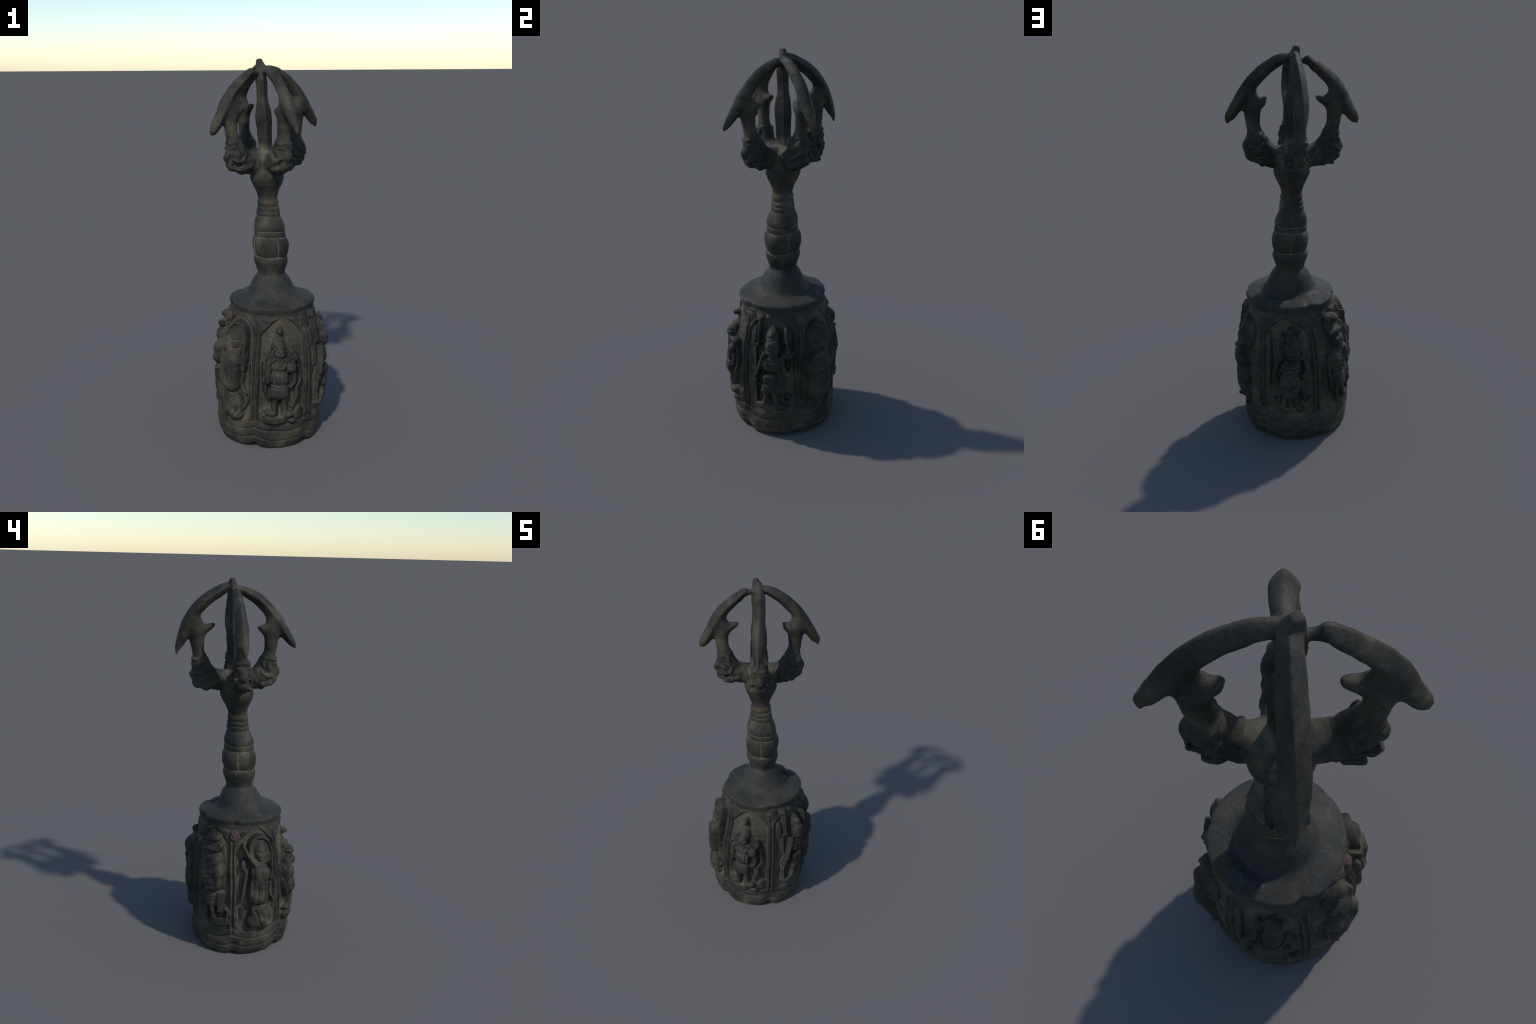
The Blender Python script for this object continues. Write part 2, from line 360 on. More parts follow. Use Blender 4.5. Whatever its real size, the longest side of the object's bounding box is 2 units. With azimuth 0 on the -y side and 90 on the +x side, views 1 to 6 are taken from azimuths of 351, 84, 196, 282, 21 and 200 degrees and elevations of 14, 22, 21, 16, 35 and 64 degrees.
      ('c', [(71.8, 0.279), (74.0, 0.211)], [0.0170, 0.0161], 0.036),
      ('e', 56.7, 0.206, 0.043, 0.020, 4, 0.028, 2.4),
      ('e', 75.4, 0.201, 0.036, 0.020, 0, 0.032, 2.4),
      ('c', [(80.2, 0.264), (82.0, 0.229), (86.8, 0.230), (88.4, 0.259), (84.9, 0.269)], [0.0099, 0.0108, 0.0108, 0.0099, 0.0081], 0.026),
      ('e', 69.7, 0.189, 0.094, 0.020, 0, 0.020, 4.0, 3.0),
      ('e', 51.4, 0.702, 0.027, 0.031, 0, 0.032, 2.2),
      ('c', [(53.5, 0.684), (53.3, 0.616), (53.3, 0.549)], [0.0135, 0.0117, 0.0099], 0.028),
      ('e', 63.4, 0.703, 0.020, 0.014, 0, 0.028, 2.2),
      ('e', 45.2, 0.583, 0.022, 0.052, 0, 0.014, 3.0),
      ('c', [(49.8, 0.545), (50.5, 0.425)], [0.0099, 0.0099], 0.016),
      ('g', [(60.3, 0.410), (69.1, 0.409), (77.2, 0.419)], [0.0049], 0.011),
      ('g', [(62.7, 0.344), (70.0, 0.339), (75.7, 0.349)], [0.0045], 0.009),
      ('g', [(62.1, 0.488), (69.1, 0.475), (75.4, 0.499)], [0.0045], 0.010),
      ('g', [(67.1, 0.469), (67.2, 0.433)], [0.0040], 0.007),
      ('g', [(70.6, 0.470), (70.6, 0.435)], [0.0040], 0.007),
      ('g', [(64.2, 0.542), (68.0, 0.541)], [0.0040], 0.008),
      ('g', [(71.8, 0.543), (75.6, 0.546)], [0.0040], 0.008),
      ('g', [(67.0, 0.515), (73.1, 0.516)], [0.0040], 0.009),
      ('g', [(59.1, 0.323), (76.6, 0.327)], [0.0040], 0.006),
      ('g', [(59.0, 0.287), (76.5, 0.291)], [0.0040], 0.008),
      ('g', [(67.5, 0.282), (67.8, 0.222)], [0.0054], 0.010),
      ('g', [(61.2, 0.579), (70.1, 0.593), (78.3, 0.586)], [0.0036], 0.006),
      ('g', [(83.7, 0.547), (89.1, 0.545)], [0.0031], 0.005),
      ('g', [(83.6, 0.535), (89.5, 0.532)], [0.0031], 0.005),
    ],
    "G": [
      ('e', 121.9, 0.391, 0.081, 0.237, 0, 0.002, 4.0, 3.0),
      ('e', 128.2, 0.569, 0.089, 0.089, 0, 0.028, 3.0, 2.3),
      ('c', [(113.0, 0.548), (115.8, 0.613), (123.8, 0.651), (134.7, 0.638), (139.6, 0.583)], [0.0090, 0.0108, 0.0126, 0.0135, 0.0117], 0.030),
      ('e', 129.4, 0.552, 0.050, 0.063, 0, 0.056, 2.6),
      ('c', [(115.5, 0.470), (122.4, 0.474), (129.3, 0.429)], [0.0260, 0.0269, 0.0260], 0.050),
      ('e', 129.1, 0.419, 0.044, 0.044, 0, 0.058, 2.6),
      ('e', 121.5, 0.413, 0.074, 0.057, 0, 0.050, 3.0, 2.6),
      ('e', 122.2, 0.293, 0.069, 0.093, 0, 0.042, 3.5, 3.0),
      ('e', 130.6, 0.330, 0.046, 0.065, 0, 0.042, 2.6),
      ('c', [(108.2, 0.476), (104.6, 0.419), (106.3, 0.321)], [0.0108, 0.0126, 0.0099], 0.010),
      ('e', 117.0, 0.188, 0.054, 0.031, 0, 0.024, 2.6),
      ('e', 118.4, 0.183, 0.022, 0.014, 0, 0.042, 2.4),
      ('c', [(133.7, 0.267), (136.9, 0.202), (133.1, 0.157)], [0.0108, 0.0108, 0.0099], 0.028),
      ('g', [(116.3, 0.359), (117.1, 0.226)], [0.0040], 0.007),
      ('g', [(123.6, 0.345), (123.4, 0.213)], [0.0040], 0.007),
      ('g', [(124.5, 0.571), (129.4, 0.560)], [0.0040], 0.008),
      ('g', [(131.6, 0.556), (136.5, 0.549)], [0.0040], 0.008),
      ('g', [(124.8, 0.539), (132.5, 0.523)], [0.0045], 0.011),
      ('g', [(111.8, 0.385), (130.0, 0.339)], [0.0045], 0.008),
      ('g', [(116.9, 0.442), (122.5, 0.401), (128.2, 0.411)], [0.0040], 0.008),
      ('g', [(119.8, 0.342), (120.2, 0.220)], [0.0031], 0.005),
      ('g', [(112.5, 0.224), (123.3, 0.200)], [0.0036], 0.007),
    ],
}
# which primitives of each figure make up its head
HEAD = {'A': range(1, 6), 'B': range(1, 4), 'E': range(1, 5), 'C': range(1, 6), 'D': range(1, 4), 'G': range(1, 4)}
RIBS = [34.0, 98.0, 157.5, 220.5, 275.5, 332.0]
PANEL_OF = {'D': 0, 'G': 1, 'C': 2, 'E': 3, 'B': 4, 'A': 5}

WALL = [(0, .248), (.012, .259), (.03, .2655), (.06, .2705), (.1, .2710), (.2, .2695), (.3, .270), (.4, .267), (.5, .258),
        (.6, .241), (.66, .2285), (.70, .2215), (.72, .2215)]
def bell_centre(z):
    t = z / .75
    return .001 + .018 * t, -.014 + .013 * t

NT, NZ, ZTOP = 1080, 450, .715
az = np.linspace(0, 360, NT, endpoint=False)
ribs = np.array(RIBS)
k = np.searchsorted(ribs, az) - 1                       # panel index, panel k spans ribs k..k+1
a0 = ribs[k]; a1 = ribs[(k + 1) % 6]
span = (a1 - a0) % 360; off = (az - a0) % 360
x = 2 * off / span - 1                                  # -1..1 across the panel
ax_ = np.abs(x)
rib_d = np.minimum(off, span - off)                     # degrees to the nearest rib
cusp = np.exp(-(rib_d / 7.0) ** 2)
chip = np.exp(-(wrap(az - 72) / 22) ** 4)
zbot = .001 + .019 * chip + .010 * smoothstep(.0, 1., ax_) + .016 * np.exp(-(rib_d / 4.5) ** 2) + .006 * np.maximum(0, lumps(np.sin(np.radians(az)), np.cos(np.radians(az)), 0 * az, 3.))
t = np.linspace(0, 1, NZ)[:, None]
Z = zbot[None, :] + (ZTOP - zbot[None, :]) * t
AZ = np.broadcast_to(az, Z.shape)
WSIN, WCOS = np.sin(np.radians(az))[None, :] * .27, -np.cos(np.radians(az))[None, :] * .27
# frames waver a little, as hand-cut ones do
AW = AZ + .75 * lumps(WSIN, WCOS, Z * .6, 24.0) * smoothstep(.05, .2, Z)
K = (np.searchsorted(ribs, AW.ravel() % 360) - 1).reshape(Z.shape) % 6
SPAN = ((np.roll(ribs, -1) - ribs) % 360)[K]; OFF = (AW - ribs[K]) % 360
X = 2 * OFF / SPAN - 1; AX = np.abs(X); RD = np.minimum(OFF, SPAN - OFF)
wall = spline(Z, WALL)
hw = SPAN / 2 * math.radians(1) * .262      # half width, metres

# sunk field under a keel arch, closed by a U below
apex = np.array([.715, .715, .70, .705, .72, .712])[K]
ztop = apex - .115 * AX ** 1.6
zlow = .142 + .075 * AX ** 5
edge_x = (1 - AX) * hw - .017
inside = smin(smin(edge_x, ztop - Z, .012), Z - zlow, .012)
sunk = smoothstep(0, .007, inside)
FLOOR = -.004
relief = FLOOR * sunk
# lip along the arch and U edge
relief += .0075 * np.exp(-((inside + .008) / .0090) ** 2) * smoothstep(.14, .18, Z)
# double ridge of each rib with a chased line between
s = RD * math.radians(1) * .268
rib_height = np.array([1, .45, .6, 1, 1, 1])[np.where(OFF < SPAN / 2, K, (K + 1) % 6)]
ribmask = rib_height * smoothstep(.10, .16, Z) * (1 - smoothstep(.62, .70, Z))
relief += ribmask * (.0085 * np.exp(-((s - .0115) / .0070) ** 2) - .003 * np.exp(-(s / .0035) ** 2))
# leaf folds of the canopy in the spandrels
sp = smoothstep(.004, .02, Z - ztop) * (1 - smoothstep(.69, .71, Z)) * smoothstep(.56, .62, Z)
relief += sp * (.004 * np.sin(X * 9 + Z * 60 + K * 1.7) + .005)
relief += .004 * smoothstep(.66, .70, Z)

# swelling bands below the panels, sagging from rib to rib
def sag(centre, rib):
    return centre + (rib - centre) * np.exp(-RD / 9.0)
wob = .0035 * lumps(WSIN, WCOS, Z * .3, 20.0)
l0, l1, l2, l3 = sag(.142, .158), sag(.098, .124), sag(.049, .072), sag(.004, .034)
l0, l1, l2 = l0 + wob, l1 + wob * 1.3, l2 - wob
low = 1 - smoothstep(-.004, .004, Z - l0)
for lo, hi, h in ((l1, l0, .009), (l2, l1, .010), (l3 - .02, l2, .009)):
    u = np.clip((Z - lo) / (hi - lo), 0, 1)
    relief += np.where((Z >= lo) & (Z < hi), h * np.sqrt(np.clip(1 - (2 * u - 1) ** 4, 0, 1)), 0) * smoothstep(0, .004, l0 + .003 - Z)
relief -= low * .004
relief -= .009 * cusp[None, :] * (1 - smoothstep(.05, .16, Z))
relief += .012 * np.exp(-(wrap(AZ - 272) / 36) ** 2) * (1 - smoothstep(.14, .30, Z))
relief -= (.008 * np.exp(-(wrap(AZ - 104) / 14) ** 2) + .005 * np.exp(-(wrap(AZ - 152) / 10) ** 2)) * smoothstep(.04, .12, Z) * (1 - smoothstep(.42, .55, Z))

# figures
head_id = np.zeros(Z.shape, bool); fig_id = np.full(Z.shape, -1)
ground = relief.copy()
groove = np.zeros_like(Z)
FULL_AZ, FULL_Z = AZ, Z
def window(a, zc, da, dz):
    """columns and rows of the grid within da degrees and dz metres"""
    cols = np.nonzero(np.abs(wrap(az - a)) <= da)[0]
    rws = np.nonzero((FULL_Z.max(1) >= zc - dz) & (FULL_Z.min(1) <= zc + dz))[0]
    return np.ix_(rws, cols)
def arc(a, b_r):                                         # azimuth difference -> metres
    return np.radians(wrap(AZ - a)) * b_r
def along(points, widths):
    """distance / half width to a polyline on the wall, smallest over its segments"""
    d = np.full(Z.shape, 9.0); w = widths if len(widths) == len(points) else [widths[0]] * len(points)
    if len(points) > 2:                                  # round the bends
        P = np.column_stack([np.array([p[0] for p in points]) if max(p[0] for p in points) - min(p[0] for p in points) < 180 else
                             np.array([wrap(p[0]) for p in points]), [p[1] for p in points], w])
        P = np.vstack([2 * P[0] - P[1], P, 2 * P[-1] - P[-2]]); fine = []
        for i in range(1, len(P) - 2):
            for u in (0, .34, .67):
                fine.append(.5 * (2 * P[i] + (P[i+1] - P[i-1]) * u + (2*P[i-1] - 5*P[i] + 4*P[i+1] - P[i+2]) * u*u + (3*P[i] - P[i-1] - 3*P[i+1] + P[i+2]) * u**3))
        fine.append(P[-2]); points = [(f[0], f[1]) for f in fine]; w = [f[2] for f in fine]
    for (pa, wa), (pb, wb) in zip(zip(points[:-1], w[:-1]), zip(points[1:], w[1:])):
        r = float(np.interp((pa[1] + pb[1]) / 2, [q[0] for q in WALL], [q[1] for q in WALL])) + .018
        px = arc(pa[0], r); py = Z - pa[1]
        bx = math.radians(wrap(pb[0] - pa[0])) * r; by = pb[1] - pa[1]
        tt = np.clip((px * bx + py * by) / (bx * bx + by * by + 1e-9), 0, 1)
        d = np.minimum(d, np.hypot(px - tt * bx, py - tt * by) / (wa + (wb - wa) * tt))
    return d
for name, prims in FIGURES.items():
    for i, q in enumerate(prims):
        if q[0] == 'e':
            ix = window(q[1], q[2], math.degrees(max(q[3], q[4]) / .22) + 1, max(q[3], q[4]) * 1.1 + .005)
        else:
            aa_ = [wrap(p[0] - q[1][0][0]) for p in q[1]]; zz_ = [p[1] for p in q[1]]; ww = max(q[2]) * (3 if q[0] == 'g' else 1.2)
            ix = window(q[1][0][0] + (min(aa_) + max(aa_)) / 2, (min(zz_) + max(zz_)) / 2, (max(aa_) - min(aa_)) / 2 + math.degrees(ww / .2) + 3, (max(zz_) - min(zz_)) / 2 + ww + .01)
        AZ, Z = FULL_AZ[ix], FULL_Z[ix]; rel = relief[ix]
        if q[0] == 'e':
            _, a, zc, sx, sz, rot, h, p = q[:8]; n = q[8] if len(q) > 8 else 2.0
            r = float(np.interp(zc, [w[0] for w in WALL], [w[1] for w in WALL])) + .018
            u = arc(a, r); v = Z - zc; c, sn = math.cos(math.radians(rot)), math.sin(math.radians(rot))
            d = (np.abs((u * c + v * sn) / sx) ** n + np.abs((-u * sn + v * c) / sz) ** n) ** (1 / n)
        else:
            d = along(q[1], q[2]); h, p = q[3], (q[4] if len(q) > 4 else 2.1)
        if q[0] == 'g':
            g = np.exp(-d * d); relief[ix] = rel - h * .8 * g; groove[ix] = np.maximum(groove[ix], g); continue
        m = d < 1
        base = np.minimum(ground[ix], -.004)
        f = np.where(m, base + (h - base) * np.clip(1 - d ** p, 0, 1) ** (1 / (p - .2)), base - .02)
        win = m & (f > rel - .002)
        fi = fig_id[ix]; fi[win] = PANEL_OF[name]; fig_id[ix] = fi
        hi_ = head_id[ix]; hi_[win] = i in HEAD[name]; head_id[ix] = hi_
        relief[ix] = np.where(m, smax(f, rel, .012), rel)
AZ, Z = FULL_AZ, FULL_Z

# rosettes between the arches
rosette = np.zeros(Z.shape, int)
for ri, (a, zc) in enumerate(((276.0, .672), (104.0, .682))):
    u = arc(a, .235); v = Z - zc; d = np.hypot(u, v) / .0265; th = np.arctan2(v, u)
    f = .026 * np.clip(1 - d ** 4, 0, 1) ** .4 - .003 * (np.cos(7 * th) * .5 + .5) * (d > .4) - .004 * np.exp(-((d - .42) / .1) ** 2)
    relief = np.where(d < 1, np.maximum(relief, f), relief - .004 * np.exp(-((d - 1.05) / .15) ** 2) * (d >= 1))
    rosette[d < .98] = ri + 1

relief = blur(relief, 3)
relief += .0030 * lumps(WSIN, WCOS, Z, 38.0)
relief += .0011 * lumps(WSIN, WCOS, Z, 120.0)
R = wall + relief * (1 - smoothstep(.69, .715, Z) * .85)

# shoulder: overhanging scalloped lip, gently rising top with chased petals, flared foot of the grip
notch = np.array([.030, .030, .065, .070, .050, .015])
near_rib = np.where(off < span / 2, k % 6, (k + 1) % 6)
lobe = 1 - notch[near_rib] * np.exp(-(rib_d / 6.0) ** 2) + .012 * np.cos(np.radians(az * 3 + 40))
LIP = [(.2215, .717), (.2225, .724), (.2255, .733), (.2280, .742), (.2290, .750), (.2265, .7560), (.219, .7600), (.205, .7635),
       (.185, .7685), (.165, .7735), (.148, .780), (.136, .787), (.128, .796), (.1215, .808), (.1135, .826), (.1045, .845), (.092, .866),
       (.080, .881), (.0735, .8895), (.070, .896)]
u = np.linspace(0, len(LIP) - 1, 170)
lr = spline(u, [(i, p[0]) for i, p in enumerate(LIP)]); lz = spline(u, [(i, p[1]) for i, p in enumerate(LIP)])
wl = smoothstep(.13, .215, lr)[:, None]
SR = lr[:, None] * (1 + (lobe[None, :] - 1) * wl)
blend = np.linspace(0, 1, len(u))[:, None]
SR = SR + (R[-1][None, :] - SR[0][None, :]) * np.exp(-blend * 40)
SZ = np.broadcast_to(lz[:, None], SR.shape).copy()
# droop of the lip between lobes, petals chased as pointed loops on the top face
petal_ph = ((az + 9 * lumps(np.sin(np.radians(az)), np.cos(np.radians(az)), 0 * az, 2.2)) / 360 * 9 * 2 + .3) % 2 - 1
tr = (lr[:, None] - .135) / .075
outline = np.abs(np.abs(petal_ph)[None, :] - .85 * np.sqrt(np.clip(np.sin(np.clip(tr, 0, 1) * math.pi), 0, 1)))
chased = np.exp(-(outline / .06) ** 2) * smoothstep(.02, .12, tr) * (1 - smoothstep(.8, .95, tr))
chased *= smoothstep(-.3, .5, lumps(SR * np.sin(np.radians(az)), SR * np.cos(np.radians(az)), SZ, 40.0))
top_face = smoothstep(.755, .762, SZ)
SZ -= .0012 * chased * top_face
dip = np.exp(-(wrap(az - 160) / 50) ** 2)[None, :]
SZ -= .018 * dip * smoothstep(.085, .115, lr)[:, None] * (1 - smoothstep(.135, .185, lr)[:, None])
SZ += .0030 * lumps(SR * np.sin(np.radians(az)), -SR * np.cos(np.radians(az)), 0 * SR, 22.0) * wl
SR *= 1 + .006 * lumps(np.sin(np.radians(az)), np.cos(np.radians(az)), SZ * 8, 2.5)

# underside: rounded foot, inner wall and inner crown (the bell is hollow)
CAV = [(-.010, .000), (-.022, .001), (-.030, .010), (-.034, .06), (-.036, .2), (-.040, .4), (-.050, .6), (-.10, .68), (-.2, .70)]
UR = []; UZ = []
for dr, dz in CAV[::-1]:
    wz = zbot * max(0, 1 - dz * 14) + dz
    UR.append(np.maximum((spline(np.full(NT, max(dz, .02)), WALL) if dz > .015 else R[0]) + dr, .004)); UZ.append(wz)
UR = np.array(UR); UZ = np.array(UZ)

allR = np.vstack([UR, R, SR]); allZ = np.vstack([UZ, Z, SZ])
cx, cy = bell_centre(np.clip(allZ, 0, .9))
cx = np.where(allZ > .75, np.interp(allZ, [.75, .89], [.019, .0165]), cx)
cy = np.where(allZ > .75, np.interp(allZ, [.75, .89], [-.001, .0048]), cy)
th = np.radians(az)[None, :]
V = np.stack([cx + allR * np.sin(th), cy - allR * np.cos(th), allZ], -1).reshape(-1, 3)
rows = allR.shape[0]
def grid_faces(rows, cols):
    i = np.arange(rows - 1)[:, None] * cols; j = np.arange(cols)[None, :]; j2 = (j + 1) % cols
    return np.stack([i + j, i + j2, i + cols + j2, i + cols + j], -1).reshape(-1, 4)
F = grid_faces(rows, NT)
nu = UR.shape[0]
# labels per vertex row block -> per face
lab = np.zeros((rows, NT))
body = np.zeros(Z.shape)                                            # 0 wall
body = np.where((sunk > .6) & (fig_id < 0), .1, body)               # dusty sunk field
body = np.where(Z < l0 - .002, 1.0, body)                           # moulding
isf = (fig_id >= 0)
body = np.where(isf, 10 + fig_id * 2 + np.where(head_id, 1, 0), body)
body = np.where(isf & (groove > .75) & (lumps(R * np.sin(th), R * np.cos(th), Z, 60.) > -.2), body + .1, body)
body = np.where(rosette > 0, 2.0 + rosette, body)
lab[nu:nu + NZ] = body
sh = np.full(SR.shape, 2.0); sh = np.where((chased * top_face) > .5, 2.1, sh)
lab[nu + NZ:] = sh
lab[:nu] = 1.0
flab = lab[:-1].reshape(-1)
spec = {0: ('bell_wall', root, [mat_bronze, mat_field])}
bell = region_objects(V, F, flab, spec)[0]
spec = {1: ('base_moulding', root, [mat_bronze]), 2: ('shoulder', root, [mat_shoulder, mat_vein]), 3: ('rosette', root, [mat_red]), 4: ('rosette', root, [mat_red])}
region_objects(V, F, flab, spec)
# figures: body with its head
spec = {10 + 2 * i: ('relief_figure', root, [mat_bronze, mat_seam]) for i in range(6)}
bodies = region_objects(V, F, flab, spec)
for i in range(6):
    region_objects(V, F, flab, {11 + 2 * i: ('figure_head', bodies[10 + 2 * i], [mat_bronze, mat_seam])})

# ------------------------------------------------------------------------ grip
GRIP = [(.880, .0735), (.8901, .0720), (.905, .0740), (.925, .0800), (.945, .0865), (.9600, .0900), (.9700, .0898), (.978, .0880), (.9862, .0835),
        (.993, .0862), (1.005, .0905), (1.025, .0950), (1.0457, .0966), (1.065, .0945), (1.080, .0890), (1.0885, .0835), (1.092, .0812),
        (1.096, .0822), (1.105, .0826), (1.115, .0818), (1.1200, .0788), (1.1235, .0775), (1.127, .0790), (1.1380, .0808), (1.150, .0800), (1.170, .0740), (1.190, .0665),
        (1.2000, .0610), (1.2035, .0588), (1.207, .0608), (1.2150, .0622), (1.224, .0600), (1.2275, .0560), (1.231, .0565), (1.2400, .0580), (1.249, .0565),
        (1.2535, .0528), (1.258, .0535), (1.2700, .0562), (1.280, .0550), (1.288, .0510), (1.2933, .0500), (1.300, .0505), (1.306, .0515)]
nz, nt = 520, 360
zz = np.linspace(.880, 1.306, nz)[:, None]; aa = np.linspace(0, 360, nt, endpoint=False)[None, :]
th = np.radians(aa)
tilt = .003 * np.cos(th - .9) * smoothstep(.90, .95, zz) * (1 - smoothstep(1.26, 1.29, zz))
tilt = tilt + .0020 * lumps(np.sin(th), np.cos(th), zz * 3, 1.6) * smoothstep(.90, .95, zz) * (1 - smoothstep(1.26, 1.29, zz))
zq = zz + tilt
r = spline(zq, GRIP)
belly = smoothstep(.984, .992, zq) * (1 - smoothstep(1.084, 1.092, zq))
gd = np.full(r.shape, 99.0)
for g in (15, 101, 197, 282):
    gd = np.minimum(gd, np.abs(wrap(aa - g + 0 * zz)))
r = r + belly * (.0025 * np.cos(np.radians(gd * 4 - 180)) - .0042 * np.exp(-(gd / 2.6) ** 2))
r = r + .0009 * lumps(np.sin(th) * .09, np.cos(th) * .09, zz, 50.0) + .0004 * lumps(np.sin(th) * .09, np.cos(th) * .09, zz, 160.0)
gx = np.interp(zz, [.88, .965, 1.046, 1.142, 1.21, 1.293], [.0165, .0138, .0128, .0066, .0020, -.0010])
gy = np.interp(zz, [.88, .965, 1.046, 1.142, 1.21, 1.293], [.0046, .0070, .0088, .0098, .0152, .0180])
V = np.stack([gx + r * np.sin(th), gy - r * np.cos(th), zz + 0 * r], -1).reshape(-1, 3)
F = grid_faces(nz, nt)
lab = np.full(r.shape, 0.0)
for i, top in enumerate((.9862, 1.0905, 1.1225, 1.2035, 1.2285, 1.2545)):
    lab = np.where(zq > top, i + 1.0, lab)
patch = lumps(np.sin(th) * .1, np.cos(th) * .1, zz, 45.0)
seam = np.zeros(r.shape, bool)
for zs, wz in ((.9862, .0032), (1.0912, .0028), (1.1225, .0022)):
    seam |= (np.abs(zq - zs) < wz * (.8 + .5 * patch))
seam |= (belly > .5) & (gd < 2.5 + 1.5 * patch)
lab = np.where(seam, lab + .1, lab)
flab = lab[:-1].reshape(-1)
names = ['grip_foot', 'grip_knob', 'grip_band', 'grip_bulb', 'grip_ring', 'grip_ring', 'grip_ring']
region_objects(V, F, flab, {i: (n, root, [mat_grip, mat_seam]) for i, n in enumerate(names)})

# ----------------------------------------------------------------------- crown
# One implicit solid (smooth union of sweeps), meshed by surface nets.
H = .0034
gx = np.arange(-.375, .345, H); gy = np.arange(-.31, .39, H); gz = np.arange(1.286, 2.03, H)
D = np.full((len(gx), len(gy), len(gz)), .05, np.float32)
CX, CY = -.02, .037                                  # pole of the prongs
def box_slice(lo, hi, m=.03):
    s = []
    for g, a, b in zip((gx, gy, gz), lo, hi):
        s.append(slice(max(0, np.searchsorted(g, a - m)), min(len(g), np.searchsorted(g, b + m))))
    return tuple(s)
def coords(s):
    return gx[s[0]][:, None, None], gy[s[1]][None, :, None], gz[s[2]][None, None, :]

def sweep(azimuth, pts, k=.010, q=2.0, tau0=0.0, cut=False):
    """Rounded bar in the radial plane of a prong.  pts: (radial, z, half width
    in the plane, half width across[, sideways lean])."""
    a = math.radians(azimuth); dx, dy = math.sin(a), -math.cos(a); tx, ty = math.cos(a), math.sin(a)
    segs = list(zip(pts[:-1], pts[1:])) if len(pts) > 1 else [(pts[0], pts[0])]
    allx = []
    for p0, p1 in segs:
        W = max(p0[2], p0[3], p1[2], p1[3]) + .022
        ex = [(CX + p[0] * dx + tau0 * tx, CY + p[0] * dy + tau0 * ty, p[1]) for p in (p0, p1)]
        allx.append(box_slice([min(a, b) - W for a, b in zip(*ex)], [max(a, b) + W for a, b in zip(*ex)], 0))
    s = tuple(slice(min(b[d].start for b in allx), max(b[d].stop for b in allx)) for d in range(3))
    best = np.full(D[s].shape, .05, np.float32)
    for (p0, p1), b in zip(segs, allx):
        X, Y, Zc = coords(b)
        rho = (X - CX) * dx + (Y - CY) * dy
        bx, bz = p1[0] - p0[0], p1[1] - p0[1]
        t = np.clip(((rho - p0[0]) * bx + (Zc - p0[1]) * bz) / (bx * bx + bz * bz + 1e-12), 0, 1)
        q0 = p0[4] if len(p0) > 4 else 0.0; q1 = p1[4] if len(p1) > 4 else 0.0
        tau = (X - CX) * tx + (Y - CY) * ty - tau0 - q0 - (q1 - q0) * t
        d = np.hypot(rho - p0[0] - t * bx, Zc - p0[1] - t * bz)
        ra = p0[2] + (p1[2] - p0[2]) * t; rb = p0[3] + (p1[3] - p0[3]) * t
        n = ((d / ra) ** q + (np.abs(tau) / rb) ** q) ** (1 / q)
        loc = tuple(slice(b[e].start - s[e].start, b[e].stop - s[e].start) for e in range(3))
        best[loc] = np.minimum(best[loc], (n - 1) * np.minimum(ra, rb))
    if cut:
        D[s] = smax(D[s], -best, k)
    else:
        D[s] = smin(D[s], best, k)

def smooth_spine(pts, n=5):
    """resample a spine with a Catmull-Rom curve"""
    P = np.array(pts); P = np.vstack([2 * P[0] - P[1], P, 2 * P[-1] - P[-2]]); out = []
    for i in range(1, len(P) - 2):
        for u in np.linspace(0, 1, n, endpoint=False):
            out.append(.5 * (2 * P[i] + (P[i + 1] - P[i - 1]) * u + (2 * P[i - 1] - 5 * P[i] + 4 * P[i + 1] - P[i + 2]) * u * u
                             + (3 * P[i] - P[i - 1] - 3 * P[i + 1] + P[i + 2]) * u ** 3))
    out.append(P[-2]); return [tuple(p) for p in out]

# cup above the grip and the hub the prongs spring from
CUP = [(1.286, .0505), (1.2933, .0500), (1.310, .0535), (1.330, .0600), (1.352, .0700), (1.372, .0800), (1.378, .0812), (1.388, .0855), (1.3995, .0880), (1.410, .0868),
       (1.430, .083), (1.46, .073), (1.49, .060), (1.52, .042), (1.54, .024)]
s = box_slice((-.13, -.1, 1.28), (.12, .16, 1.54), .02)
X, Y, Zc = coords(s)
hx = np.interp(Zc, [1.293, 1.40, 1.54], [-.001, -.004, -.011]); hy = np.interp(Zc, [1.293, 1.40, 1.54], [.018, .024, .033])
rad = np.hypot(X - hx, Y - hy)
D[s] = np.minimum(D[s], np.maximum((rad - spline(Zc, CUP)) * .85, Zc - 1.535))

# square central prong, corners towards the outer prongs
POST = [(1.40, .036), (1.50, .036), (1.53, .033), (1.58, .0290), (1.65, .0305), (1.705, .0335), (1.75, .0295), (1.81, .0225), (1.86, .0230), (1.895, .0245), (1.92, .0215),
        (1.95, .0185), (1.98, .0155), (1.992, .0135), (2.0, .0105)]
s = box_slice((-.12, -.05, 1.40), (.08, .13, 2.0), .02)
X, Y, Zc = coords(s)
px = X - np.interp(Zc, [1.42, 1.58, 1.71, 1.874, 2.0], [-.006, -.011, -.019, -.028, -.039])
py = Y - np.interp(Zc, [1.42, 1.58, 1.71, 1.874, 2.0], [.028, .033, .036, .042, .048])
a = math.radians(50); u = px * math.sin(a) - py * math.cos(a); v = px * math.cos(a) + py * math.sin(a)
wv = spline(Zc, POST)
q = np.maximum(np.abs(u), np.abs(v)) - wv; corner = np.hypot(np.maximum(np.abs(u) - wv + .007, 0), np.maximum(np.abs(v) - wv + .007, 0)) - .007
post = np.maximum(np.minimum(corner, q + .02), Zc - 1.9995)
D[s] = smin(D[s], post, .014)

